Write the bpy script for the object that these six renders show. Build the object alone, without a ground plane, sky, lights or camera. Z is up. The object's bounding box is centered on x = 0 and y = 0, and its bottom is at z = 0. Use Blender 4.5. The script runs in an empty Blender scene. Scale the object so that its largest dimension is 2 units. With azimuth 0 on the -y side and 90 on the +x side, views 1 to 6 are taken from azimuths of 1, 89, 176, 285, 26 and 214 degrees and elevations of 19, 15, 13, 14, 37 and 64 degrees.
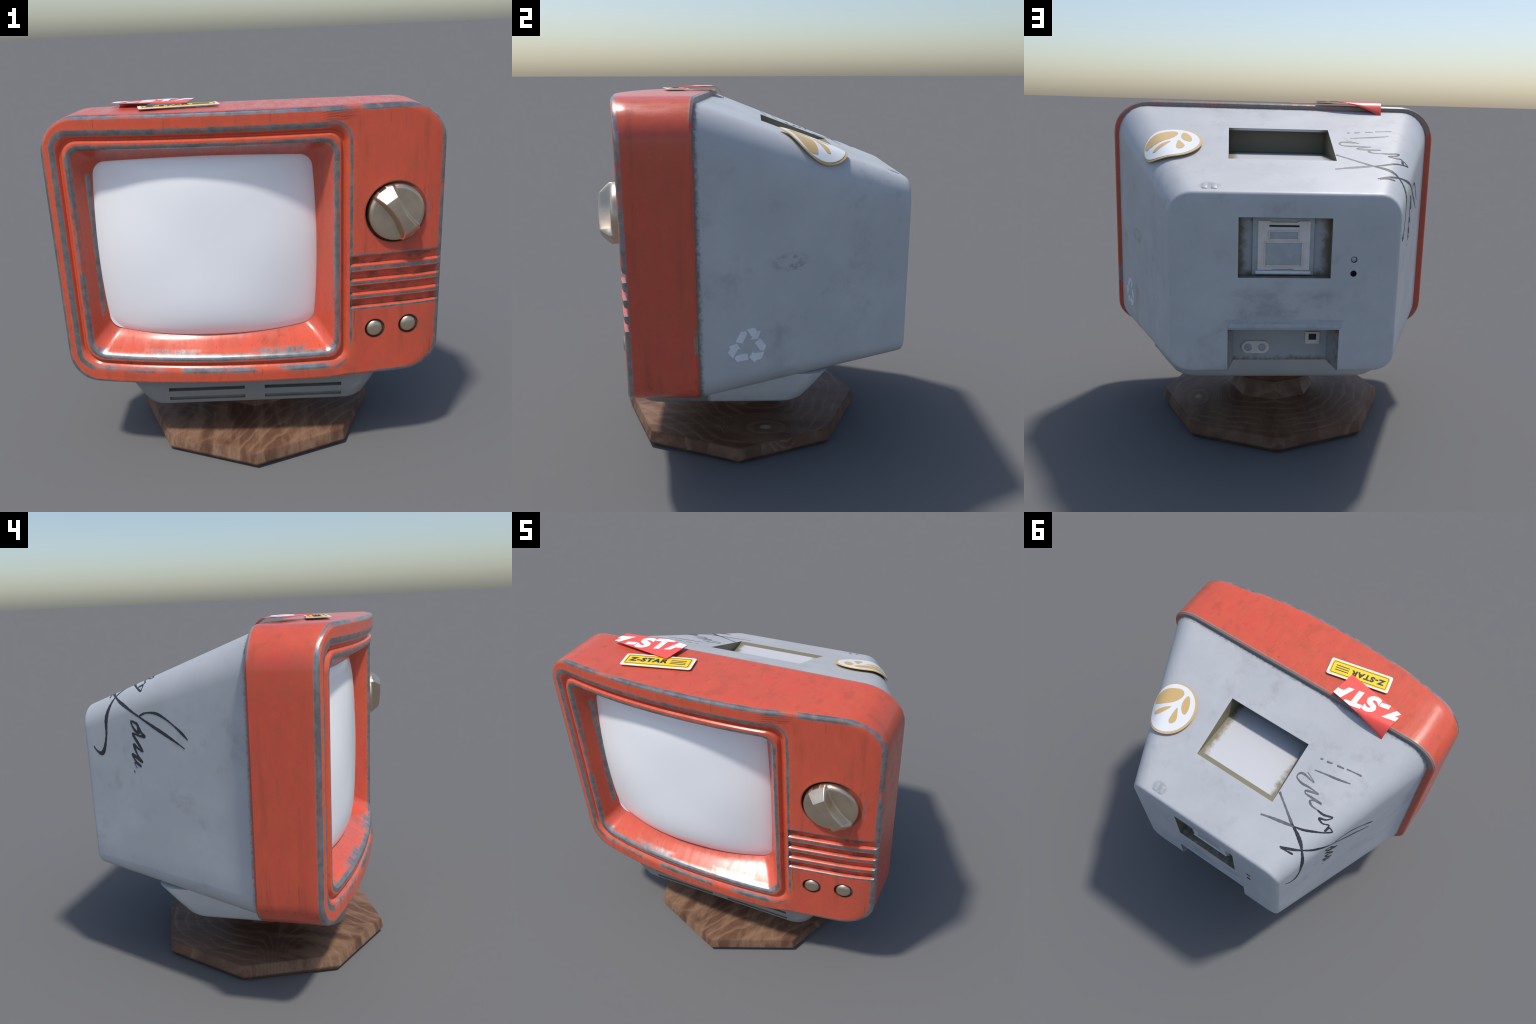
"""Old red portable television on an eight-sided wooden foot.
Frame: metres, z up, front looks along -y.  Every part is built from profiles,
rounded-rectangle sections, and boolean cuts; all materials are node based."""
import bpy, bmesh, math, random
from mathutils import Vector, Matrix
from mathutils.bvhtree import BVHTree

random.seed(7)
scene = bpy.context.scene
COL = scene.collection

# --------------------------------------------------------------------------
# small helpers
# --------------------------------------------------------------------------
def add_object(name, mesh, parent=None, mats=(), smooth=35.0):
    ob = bpy.data.objects.new(name, mesh)
    COL.objects.link(ob)
    for m in mats:
        mesh.materials.append(m)
    if parent is not None:
        ob.parent = parent
    if smooth is not None:
        shade(mesh, smooth)
    return ob

def shade(mesh, deg):
    mesh.polygons.foreach_set("use_smooth", [True] * len(mesh.polygons))
    mesh.set_sharp_from_angle(angle=math.radians(deg))
    mesh.update()

def mesh_from(verts, faces, name):
    me = bpy.data.meshes.new(name)
    me.from_pydata([tuple(v) for v in verts], [], faces)
    bm = bmesh.new(); bm.from_mesh(me)
    bmesh.ops.recalc_face_normals(bm, faces=bm.faces)
    bm.to_mesh(me); bm.free()
    return me

def loft(loops, name, cap_start=True, cap_end=True):
    """Skin closed loops of equal length; caps are fans to the loop centre."""
    n = len(loops[0])
    verts, faces = [], []
    for lp in loops:
        verts += [Vector(p) for p in lp]
    for i in range(len(loops) - 1):
        a, b = i * n, (i + 1) * n
        for j in range(n):
            k = (j + 1) % n
            faces.append((a + j, a + k, b + k, b + j))
    for cap, lp, base in ((cap_start, loops[0], 0), (cap_end, loops[-1], (len(loops) - 1) * n)):
        if cap:
            c = sum((Vector(p) for p in lp), Vector()) / n
            verts.append(c); ci = len(verts) - 1
            for j in range(n):
                faces.append((base + j, base + (j + 1) % n, ci))
    return mesh_from(verts, faces, name)

def rrect(cx, cz, hx, hz, radii, nc=8, nx=22, nz=10):
    """Rounded rectangle in (x, z): radii for TR, TL, BL, BR, each (rx, rz).
    Point count depends only on nc, nx and nz, so sections can be lofted."""
    pts = []
    corners = [(1, 1, 0), (-1, 1, 1), (-1, -1, 2), (1, -1, 3)]
    arcs = []
    for sx, sz, i in corners:
        rx, rz = radii[i] if isinstance(radii[i], (tuple, list)) else (radii[i], radii[i])
        ox, oz = cx + sx * (hx - rx), cz + sz * (hz - rz)
        a0 = {0: 0, 1: 90, 2: 180, 3: 270}[i]
        arcs.append([(ox + rx * math.cos(math.radians(a0 + 90 * k / nc)),
                      oz + rz * math.sin(math.radians(a0 + 90 * k / nc))) for k in range(nc + 1)])
    for i in range(4):
        pts += arcs[i]
        a, b = arcs[i][-1], arcs[(i + 1) % 4][0]
        m = nx if i in (0, 2) else nz
        for k in range(1, m):
            t = k / m
            pts.append((a[0] + (b[0] - a[0]) * t, a[1] + (b[1] - a[1]) * t))
    return pts

def box_mesh(x0, x1, y0, y1, z0, z1, name, bevel=0.0, seg=2):
    bm = bmesh.new()
    bmesh.ops.create_cube(bm, size=1.0)
    for v in bm.verts:
        v.co = Vector(((x0 + x1) / 2 + v.co.x * (x1 - x0), (y0 + y1) / 2 + v.co.y * (y1 - y0), (z0 + z1) / 2 + v.co.z * (z1 - z0)))
    if bevel:
        bmesh.ops.bevel(bm, geom=bm.edges[:], offset=bevel, segments=seg, affect='EDGES', profile=0.5)
    me = bpy.data.meshes.new(name)
    bm.to_mesh(me); bm.free()
    return me

def revolve(profile, name, n=40, centre=(0, 0, 0), axis='y'):
    """profile: (radius, offset along axis) pairs, open curve from axis to axis."""
    loops = []
    for r, h in profile:
        lp = []
        for k in range(n):
            a = 2 * math.pi * k / n
            if axis == 'y':
                lp.append((centre[0] + r * math.cos(a), centre[1] + h, centre[2] + r * math.sin(a)))
            else:
                lp.append((centre[0] + r * math.cos(a), centre[1] + r * math.sin(a), centre[2] + h))
        loops.append(lp)
    return loft(loops, name)

def join_meshes(meshes, name):
    bm = bmesh.new()
    for me in meshes:
        bm.from_mesh(me)
    out = bpy.data.meshes.new(name)
    bm.to_mesh(out); bm.free()
    return out

def carve(target, cutters):
    """Boolean-subtract cutter meshes (with their own material) from an object."""
    for me, mat in cutters:
        if mat is not None and not me.materials:
            me.materials.append(mat)
        c = bpy.data.objects.new("cutter", me)
        COL.objects.link(c)
        md = target.modifiers.new("cut", 'BOOLEAN')
        md.operation = 'DIFFERENCE'; md.object = c; md.solver = 'EXACT'
        md.material_mode = 'TRANSFER' if mat is not None else 'INDEX'
        dg = bpy.context.evaluated_depsgraph_get()
        new = bpy.data.meshes.new_from_object(target.evaluated_get(dg))
        target.modifiers.clear()
        old = target.data
        target.data = new
        bpy.data.meshes.remove(old)
        bpy.data.objects.remove(c)

def text_mesh(body, size, name, bold=0.0, shear=0.0, thick=0.0015, spacing=1.0):
    cu = bpy.data.curves.new(name, 'FONT')
    cu.body = body; cu.size = size; cu.offset = bold; cu.shear = shear
    cu.extrude = thick; cu.align_x = 'CENTER'; cu.align_y = 'CENTER'
    cu.space_character = spacing; cu.resolution_u = 4
    ob = bpy.data.objects.new(name, cu)
    COL.objects.link(ob)
    dg = bpy.context.evaluated_depsgraph_get()
    me = bpy.data.meshes.new_from_object(ob.evaluated_get(dg))
    bpy.data.objects.remove(ob); bpy.data.curves.remove(cu)
    return me

# --------------------------------------------------------------------------
# node helpers
# --------------------------------------------------------------------------
class Nodes:
    def __init__(self, name):
        self.mat = bpy.data.materials.new(name)
        self.mat.use_nodes = True
        self.t = self.mat.node_tree
        self.bsdf = self.t.nodes["Principled BSDF"]
        self.tc = self.t.nodes.new("ShaderNodeTexCoord")
        s = self.t.nodes.new("ShaderNodeSeparateXYZ")
        self.t.links.new(self.tc.outputs["Object"], s.inputs[0])
        self.x, self.y, self.z = s.outputs
    def put(self, sock, v):
        if hasattr(v, "is_output") or isinstance(v, bpy.types.NodeSocket):
            self.t.links.new(v, sock)
        else:
            sock.default_value = v
    def m(self, op, a, b=0.0, c=0.0, clamp=False):
        n = self.t.nodes.new("ShaderNodeMath"); n.operation = op; n.use_clamp = clamp
        for i, v in enumerate((a, b, c)):
            self.put(n.inputs[i], v)
        return n.outputs[0]
    def step(self, v, lo, hi):
        """smooth 0..1 ramp of v between lo and hi (hi may be below lo)"""
        n = self.t.nodes.new("ShaderNodeMapRange"); n.interpolation_type = 'SMOOTHSTEP'
        self.put(n.inputs["Value"], v)
        if lo < hi:
            vals = (lo, hi, 0.0, 1.0)
        else:
            vals = (hi, lo, 1.0, 0.0)
        for k, w in zip(("From Min", "From Max", "To Min", "To Max"), vals):
            n.inputs[k].default_value = w
        return n.outputs[0]
    def band(self, v, lo, hi, soft):
        return self.m('MULTIPLY', self.step(v, lo - soft, lo + soft), self.step(v, hi + soft, hi - soft))
    def mapped(self, scale=(1, 1, 1), loc=(0, 0, 0), rot=(0, 0, 0)):
        n = self.t.nodes.new("ShaderNodeMapping")
        self.t.links.new(self.tc.outputs["Object"], n.inputs[0])
        n.inputs["Location"].default_value = loc
        n.inputs["Rotation"].default_value = rot
        n.inputs["Scale"].default_value = scale
        return n.outputs[0]
    def noise(self, scale, vec=None, detail=4.0, rough=0.55, dist=0.0):
        n = self.t.nodes.new("ShaderNodeTexNoise")
        self.put(n.inputs["Vector"], vec if vec is not None else self.tc.outputs["Object"])
        n.inputs["Scale"].default_value = scale
        n.inputs["Detail"].default_value = detail
        n.inputs["Roughness"].default_value = rough
        n.inputs["Distortion"].default_value = dist
        return n.outputs["Fac"]
    def mix(self, f, a, b, blend='MIX'):
        n = self.t.nodes.new("ShaderNodeMix"); n.data_type = 'RGBA'; n.blend_type = blend
        self.put(n.inputs[0], f)
        for i, v in ((6, a), (7, b)):
            self.put(n.inputs[i], tuple(v) + (1.0,) if isinstance(v, (tuple, list)) and len(v) == 3 else v)
        return n.outputs[2]
    def mixf(self, f, a, b):
        n = self.t.nodes.new("ShaderNodeMix"); n.data_type = 'FLOAT'
        self.put(n.inputs[0], f); self.put(n.inputs[2], a); self.put(n.inputs[3], b)
        return n.outputs[0]
    def bump(self, h, strength=0.2, distance=0.01):
        n = self.t.nodes.new("ShaderNodeBump")
        n.inputs["Strength"].default_value = strength
        n.inputs["Distance"].default_value = distance
        self.put(n.inputs["Height"], h)
        self.t.links.new(n.outputs[0], self.bsdf.inputs["Normal"])
    def sdf(self, cx, cz, hx, hz, r):
        """signed distance to a rounded rectangle in the x-z plane"""
        qx = self.m('SUBTRACT', self.m('ABSOLUTE', self.m('SUBTRACT', self.x, cx)), hx - r)
        qz = self.m('SUBTRACT', self.m('ABSOLUTE', self.m('SUBTRACT', self.z, cz)), hz - r)
        ox, oz = self.m('MAXIMUM', qx, 0.0), self.m('MAXIMUM', qz, 0.0)
        ln = self.m('SQRT', self.m('ADD', self.m('MULTIPLY', ox, ox), self.m('MULTIPLY', oz, oz)))
        ins = self.m('MINIMUM', self.m('MAXIMUM', qx, qz), 0.0)
        return self.m('SUBTRACT', self.m('ADD', ln, ins), r)
    def set(self, **kw):
        names = dict(color="Base Color", rough="Roughness", metal="Metallic", coat="Coat Weight", coat_rough="Coat Roughness", spec="Specular IOR Level")
        for k, v in kw.items():
            if isinstance(v, tuple) and len(v) == 3:
                v = v + (1.0,)
            self.put(self.bsdf.inputs[names[k]], v)
        return self.mat

def plain(name, color, rough=0.5, metal=0.0, grain=0.0, **kw):
    n = Nodes(name)
    if grain:
        f = n.noise(22.0, detail=5)
        c2 = tuple(min(1.0, c * (1 - grain)) for c in color)
        n.set(color=n.mix(n.step(f, 0.3, 0.7), c2, color))
    else:
        n.set(color=color)
    return n.set(rough=rough, metal=metal, **kw)

# --------------------------------------------------------------------------
# dimensions of the front frame
# --------------------------------------------------------------------------
FRAME = dict(cx=0.0, cz=1.1915, hx=0.999, hz=0.7135)
RIDGE = dict(cx=-0.214, cz=1.1925, hx=0.738, hz=0.6455)     # outer line of the worn step
LIP = dict(cx=-0.2075, cz=1.191, hx=0.6455, hz=0.549)       # inner line of the lip
GLASS = dict(cx=-0.2145, cz=1.1995, hx=0.573, hz=0.487)
BACK_Y = -0.252
def sstep(v, lo, hi):
    t = min(1.0, max(0.0, (v - lo) / (hi - lo)))
    return t * t * (3 - 2 * t)
def front_y(x):
    """bowed front; the control panel on the right lies a little flatter"""
    return -0.711 + 0.137 * abs(x) ** 2.2 + 0.015 * sstep(x, 0.40, 0.52) * (1 - sstep(x, 0.60, 0.97))
def crown(x, z):
    """the top edge of the frame is slightly arched"""
    return z + (0.001 - 0.002 * x * x) * sstep(z, 1.2, 1.9) + 0.009 * max(0.0, 1 - 1.6 * x * x) * (1 - sstep(z, 0.48, 0.70))
RIBS = ((1.152, 1.105), (1.067, 1.023), (0.992, 0.947), (0.917, 0.874))   # grooves between them
KNOB = Vector((0.746, 0.0, 1.372))
BUTTONS = (Vector((0.648, 0, 0.746)), Vector((0.829, 0, 0.753)))

# --------------------------------------------------------------------------
# materials
# --------------------------------------------------------------------------
def red_paint():
    n = Nodes("worn_red_paint")
    curve = n.m('MULTIPLY_ADD', n.m('POWER', n.m('ABSOLUTE', n.x), 2.2), 0.137, -0.711)
    panel = n.m('MULTIPLY', n.m('MULTIPLY', n.step(n.x, 0.40, 0.52), n.step(n.x, 0.97, 0.60)), 0.015)
    depth = n.m('SUBTRACT', n.y, n.m('ADD', curve, panel))
    front = n.step(n.y, -0.47, -0.52)
    fine = n.m('SUBTRACT', n.noise(70.0, detail=3, rough=0.7), 0.5)
    wob = n.m('ADD', n.m('MULTIPLY', n.m('SUBTRACT', n.noise(26.0, detail=5, rough=0.75), 0.5), 0.012), n.m('MULTIPLY', fine, 0.006))
    def patch(scale, loc, lo, hi):
        """slow mask: 1 where the rim is rubbed bare, soft tattered ends"""
        v = n.m('ADD', n.noise(scale, n.mapped(loc=loc), detail=3, rough=0.5), n.m('MULTIPLY', fine, 0.16))
        return n.step(v, hi, lo)
    dr = n.m('ADD', n.sdf(RIDGE['cx'], RIDGE['cz'], RIDGE['hx'], RIDGE['hz'], 0.10), wob)
    dl = n.m('ADD', n.sdf(LIP['cx'], LIP['cz'], LIP['hx'], LIP['hz'], 0.06), wob)
    do = n.m('ADD', n.sdf(FRAME['cx'], FRAME['cz'], FRAME['hx'], FRAME['hz'], 0.17), wob)
    crownz = n.m('MULTIPLY', n.m('MULTIPLY_ADD', n.m('MULTIPLY', n.x, n.x), -0.002, 0.001), n.step(n.z, 1.2, 1.9))
    do = n.m('SUBTRACT', do, crownz)
    low = n.step(n.z, 0.80, 0.62)           # the lower rims keep more of their paint
    right = n.step(n.x, 0.38, 0.44)          # narrower rubbing beside the control panel
    w_ridge = n.m('MULTIPLY', n.mixf(right, n.band(dr, -0.030, -0.001, 0.004), n.band(dr, -0.011, 0.004, 0.003)), n.step(depth, 0.026, 0.018))
    w_ridge = n.m('MULTIPLY', w_ridge, n.mixf(low, patch(2.4, (0, 0, 0), 0.58, 0.70), patch(4.0, (0, 3, 0), 0.46, 0.58)))
    w_lip = n.m('MULTIPLY', n.band(dl, -0.005, 0.024, 0.004), n.step(depth, 0.06, 0.045))
    w_lip = n.m('MULTIPLY', w_lip, patch(3.0, (3, 1, 2), 0.57, 0.70))
    w_out = n.m('MULTIPLY', n.step(n.m('ADD', do, n.m('MULTIPLY', right, 0.007)), -0.021, -0.013), n.step(depth, 0.026, 0.016))
    w_out = n.m('MULTIPLY', w_out, n.m('MAXIMUM', patch(2.6, (7, 4, 1), 0.56, 0.68), n.step(n.x, -0.93, -0.96)))
    zw = n.m('ADD', n.z, n.m('MULTIPLY', wob, 0.4))
    rib = None
    for lo, hi in ((1.150, 1.164), (1.078, 1.096), (1.002, 1.014), (0.926, 0.938), (0.860, 0.872)):
        b = n.band(zw, lo, hi, 0.003)
        rib = b if rib is None else n.m('MAXIMUM', rib, b)
    rib = n.m('MULTIPLY', n.m('MULTIPLY', rib, n.step(n.x, 0.508, 0.514)), n.step(depth, 0.014, 0.008))
    rib = n.m('MULTIPLY', rib, patch(4.0, (1, 5, 9), 0.56, 0.72))
    # back rim: the upper edge is rubbed bare, the sides only in places
    backn = n.m('ADD', n.noise(3.0, n.mapped(loc=(2, 2, 7)), detail=4), n.m('MULTIPLY', n.step(n.z, 1.72, 1.86), 0.32))
    w_back = n.m('MULTIPLY', n.step(n.m('ADD', n.y, wob), -0.272, -0.262), n.step(n.m('ADD', backn, n.m('MULTIPLY', fine, 0.3)), 0.58, 0.68))
    # grey streaks on the inner wall below the glass and a grey strip beside it
    brush = n.noise(1.0, n.mapped((60, 4, 4)), detail=4, rough=0.7)
    under = n.m('MULTIPLY', n.band(dl, -0.020, 0.002, 0.006), n.step(n.z, 0.70, 0.66))
    under = n.m('MULTIPLY', under, n.m('MULTIPLY', patch(5.0, (2, 8, 5), 0.47, 0.58), n.step(brush, 0.30, 0.62)))
    inner = n.m('MULTIPLY', n.band(n.m('ADD', n.x, n.m('MULTIPLY', wob, 0.5)), -0.803, -0.784, 0.003), n.band(n.z, 0.83, 1.60, 0.012))
    inner = n.m('MULTIPLY', n.m('MULTIPLY', inner, n.step(n.y, -0.60, -0.57)), patch(3.0, (9, 0, 0), 0.58, 0.7))
    scr = n.noise(1.0, n.mapped((120, 120, 9)), detail=2)
    scratch = n.m('MULTIPLY', n.m('MAXIMUM', n.band(n.x, 0.913, 0.921, 0.003), n.band(n.x, 0.566, 0.571, 0.002)), n.m('MULTIPLY', n.band(n.z, 1.33, 1.45, 0.03), n.step(scr, 0.42, 0.55)))
    wear = None
    for w in (w_ridge, w_lip, w_out, rib, under, inner, n.m('MULTIPLY', scratch, 0.7)):
        wear = w if wear is None else n.m('MAXIMUM', wear, w)
    wear = n.m('MULTIPLY', wear, front)
    # paint still clings to the bare stretches in thin films
    film = n.step(n.noise(11.0, n.mapped(loc=(4, 4, 4)), detail=5, rough=0.7), 0.44, 0.66)
    wear = n.m('MULTIPLY', wear, n.mixf(film, 1.0, n.mixf(n.step(n.x, -0.80, -0.70), 0.92, 0.66)))
    bare = wear
    # fringe of brighter orange undercoat next to the bare metal
    fr = n.m('MAXIMUM', n.band(dr, -0.05, 0.018, 0.010), n.m('MAXIMUM', n.band(dl, -0.02, 0.042, 0.01), n.m('MULTIPLY', n.step(do, -0.045, -0.02), n.step(depth, 0.03, 0.015))))
    fr = n.m('MULTIPLY', n.m('MULTIPLY', fr, front), n.step(n.noise(24.0, detail=5, rough=0.7), 0.34, 0.62))
    # paint body: long streaks, grease stains, mottling
    streak = n.noise(1.0, n.mapped((13, 9, 1.0)), detail=5, rough=0.6, dist=0.3)
    mott = n.noise(14.0, n.mapped((1, 1, 0.4)), detail=6, rough=0.65)
    col = n.mix(n.step(mott, 0.30, 0.72), (0.590, 0.096, 0.053), (0.660, 0.102, 0.055))
    pink = n.step(n.noise(5.0, n.mapped((1.5, 1.5, 0.6), loc=(8, 2, 2)), detail=7, rough=0.72), 0.50, 0.66)
    col = n.mix(n.m('MULTIPLY', pink, 0.40), col, (0.690, 0.074, 0.054))
    olive = n.step(n.noise(4.0, n.mapped((2.0, 2.0, 0.7), loc=(1, 9, 4)), detail=7, rough=0.72), 0.52, 0.70)
    col = n.mix(n.m('MULTIPLY', olive, 0.45), col, (0.42, 0.110, 0.050))
    col = n.mix(n.m('MULTIPLY', n.step(streak, 0.52, 0.68), 0.50), col, (0.40, 0.080, 0.042))
    spots = n.m('MULTIPLY', n.step(n.noise(6.0, n.mapped((1.6, 1.6, 1), loc=(5, 0, 3)), detail=4, rough=0.7), 0.65, 0.76), 0.6)
    col = n.mix(spots, col, (0.15, 0.058, 0.026))
    col = n.mix(n.m('MULTIPLY', fr, 0.5), col, (0.74, 0.120, 0.036))
    chips = n.step(n.noise(17.0, n.mapped((1, 1, 0.8), loc=(6, 1, 1)), detail=5, rough=0.75), 0.705, 0.725)
    col = n.mix(n.m('MULTIPLY', chips, 0.8), col, (0.085, 0.040, 0.022))
    sline = n.noise(1.0, n.mapped((85, 40, 3.0), loc=(3, 0, 5)), detail=3, rough=0.6)
    smask = n.step(n.noise(3.2, n.mapped(loc=(0, 6, 2)), detail=4), 0.50, 0.64)
    col = n.mix(n.m('MULTIPLY', n.m('MULTIPLY', n.step(sline, 0.60, 0.68), smask), 0.65), col, (0.20, 0.058, 0.032))
    # dirt lying in the rib grooves
    gro = n.m('MULTIPLY', n.m('MULTIPLY', n.step(depth, 0.010, 0.018), n.step(n.x, 0.508, 0.516)), n.band(n.z, 0.87, 1.155, 0.004))
    gro = n.m('MULTIPLY', gro, n.step(n.x, 0.990, 0.984))
    gro = n.m('MULTIPLY', gro, n.m('MULTIPLY', front, n.step(n.noise(20.0, n.mapped((0.5, 1, 1))), 0.46, 0.66)))
    col = n.mix(n.m('MULTIPLY', gro, 0.7), col, (0.13, 0.05, 0.025))
    # the dark rings round the knob and the two buttons
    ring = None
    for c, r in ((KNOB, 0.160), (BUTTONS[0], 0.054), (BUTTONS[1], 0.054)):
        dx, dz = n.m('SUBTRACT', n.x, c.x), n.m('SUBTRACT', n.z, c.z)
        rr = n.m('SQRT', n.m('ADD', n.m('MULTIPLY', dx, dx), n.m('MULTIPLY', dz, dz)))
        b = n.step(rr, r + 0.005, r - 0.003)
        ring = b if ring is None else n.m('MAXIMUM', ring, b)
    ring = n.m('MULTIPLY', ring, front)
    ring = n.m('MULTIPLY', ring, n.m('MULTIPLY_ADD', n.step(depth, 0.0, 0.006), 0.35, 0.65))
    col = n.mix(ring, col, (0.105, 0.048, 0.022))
    crack = None
    for cx in (-0.705, -0.365, 0.135):
        b = n.band(n.m('ADD', n.x, n.m('MULTIPLY', fine, 0.006)), cx - 0.0016, cx + 0.0016, 0.0015)
        crack = b if crack is None else n.m('MAXIMUM', crack, b)
    crack = n.m('MULTIPLY', n.m('MULTIPLY', crack, front), n.m('MULTIPLY', n.m('MULTIPLY', n.step(n.z, 1.80, 1.82), n.step(depth, 0.03, 0.015)), n.step(fine, -0.10, 0.05)))
    col = n.mix(n.m('MULTIPLY', crack, 0.7), col, (0.12, 0.06, 0.03))
    metal_col = n.mix(n.step(n.noise(22.0, detail=4), 0.35, 0.65), (0.215, 0.265, 0.275), (0.320, 0.365, 0.375))
    col = n.mix(n.m('MULTIPLY', wear, 0.95), col, metal_col)
    col = n.mix(n.m('MULTIPLY', w_back, n.mixf(film, 0.9, 0.5)), col, (0.235, 0.255, 0.235))
    brushz = n.noise(1.0, n.mapped((34, 6, 6)), detail=5, rough=0.7)
    n.set(color=col, metal=n.m('MULTIPLY', bare, 0.75),
          rough=n.mixf(wear, n.mixf(n.step(brushz, 0.32, 0.68), 0.20, 0.33), 0.27), spec=0.5)
    h = n.m('ADD', n.m('MULTIPLY', wear, -0.5), n.m('MULTIPLY', streak, 0.3))
    n.bump(h, 0.07, 0.004)
    return n.mat

def grey_shell(name="grey_plastic", tone=1.0):
    n = Nodes(name)
    big = n.noise(3.0, n.mapped(loc=(1, 2, 0)), detail=6, rough=0.6)
    mid = n.noise(9.0, detail=6, rough=0.65)
    col = n.mix(n.step(big, 0.35, 0.7), tuple(tone * c for c in (0.490, 0.502, 0.518)), tuple(tone * c for c in (0.545, 0.555, 0.568)))
    smudge = n.m('MULTIPLY', n.step(n.noise(4.2, n.mapped(loc=(4, 1, 6)), detail=7, rough=0.68), 0.51, 0.70), n.step(mid, 0.36, 0.60))
    col = n.mix(n.m('MULTIPLY', smudge, 0.36), col, (0.225, 0.225, 0.225))
    # dark line with a ragged edge where the shell enters the red frame
    rag = n.m('MULTIPLY', n.m('SUBTRACT', n.noise(55.0, detail=4, rough=0.7), 0.5), 0.05)
    seam = n.step(n.m('ADD', n.y, rag), BACK_Y + 0.026, BACK_Y + 0.002)
    col = n.mix(n.m('MULTIPLY', seam, 0.75), col, (0.105, 0.105, 0.085))
    sx, sy = n.m('DIVIDE', n.m('SUBTRACT', n.x, 0.385), 0.065), n.m('DIVIDE', n.m('SUBTRACT', n.y, 0.720), 0.045)
    sm = n.m('ADD', n.m('MULTIPLY', sx, sx), n.m('MULTIPLY', sy, sy))
    sm = n.m('MULTIPLY', n.m('MULTIPLY', n.step(n.m('ADD', sm, n.m('MULTIPLY', mid, 0.8)), 1.4, 0.6), n.step(n.z, 1.42, 1.46)), 0.5)
    col = n.mix(sm, col, (0.24, 0.245, 0.26))
    # faded print smear on the right side
    rx = n.step(n.x, 0.5, 0.6)
    dy, dz = n.m('SUBTRACT', n.y, 0.180), n.m('SUBTRACT', n.z, 1.146)
    e = n.m('SQRT', n.m('ADD', n.m('POWER', n.m('DIVIDE', dy, 0.10), 2.0), n.m('POWER', n.m('DIVIDE', dz, 0.055), 2.0)))
    print_n = n.step(n.noise(34.0, n.mapped((1, 0.7, 1.3)), detail=4, rough=0.7), 0.42, 0.64)
    col = n.mix(n.m('MULTIPLY', n.m('MULTIPLY', n.step(e, 1.05, 0.6), print_n), n.m('MULTIPLY', rx, 0.5)), col, (0.19, 0.185, 0.19))
    # worn band above the lower port niche on the back
    bk = n.m('MULTIPLY', n.step(n.y, 0.74, 0.78), n.band(n.z, 0.855, 1.0, 0.03))
    bk = n.m('MULTIPLY', n.m('MULTIPLY', bk, n.step(n.m('ABSOLUTE', n.x), 0.36, 0.2)), n.step(n.noise(8.0, n.mapped((0.6, 1, 1)), detail=6, rough=0.7), 0.40, 0.62))
    col = n.mix(n.m('MULTIPLY', bk, 0.38), col, (0.20, 0.20, 0.20))
    n.set(color=col, rough=n.mixf(n.step(mid, 0.3, 0.7), 0.36, 0.48), spec=0.45)
    n.bump(n.noise(120.0, detail=2), 0.05, 0.003)
    return n.mat

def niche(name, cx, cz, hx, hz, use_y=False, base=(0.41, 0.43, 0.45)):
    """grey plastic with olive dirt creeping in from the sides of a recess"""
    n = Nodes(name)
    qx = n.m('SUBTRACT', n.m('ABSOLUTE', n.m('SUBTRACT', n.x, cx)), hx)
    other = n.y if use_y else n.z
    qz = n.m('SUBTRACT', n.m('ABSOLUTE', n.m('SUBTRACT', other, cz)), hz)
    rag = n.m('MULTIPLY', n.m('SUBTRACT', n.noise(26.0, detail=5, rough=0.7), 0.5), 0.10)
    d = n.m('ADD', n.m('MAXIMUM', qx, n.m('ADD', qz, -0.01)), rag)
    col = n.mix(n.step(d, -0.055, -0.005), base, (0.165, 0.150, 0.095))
    return n.set(color=col, rough=0.5)

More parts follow.
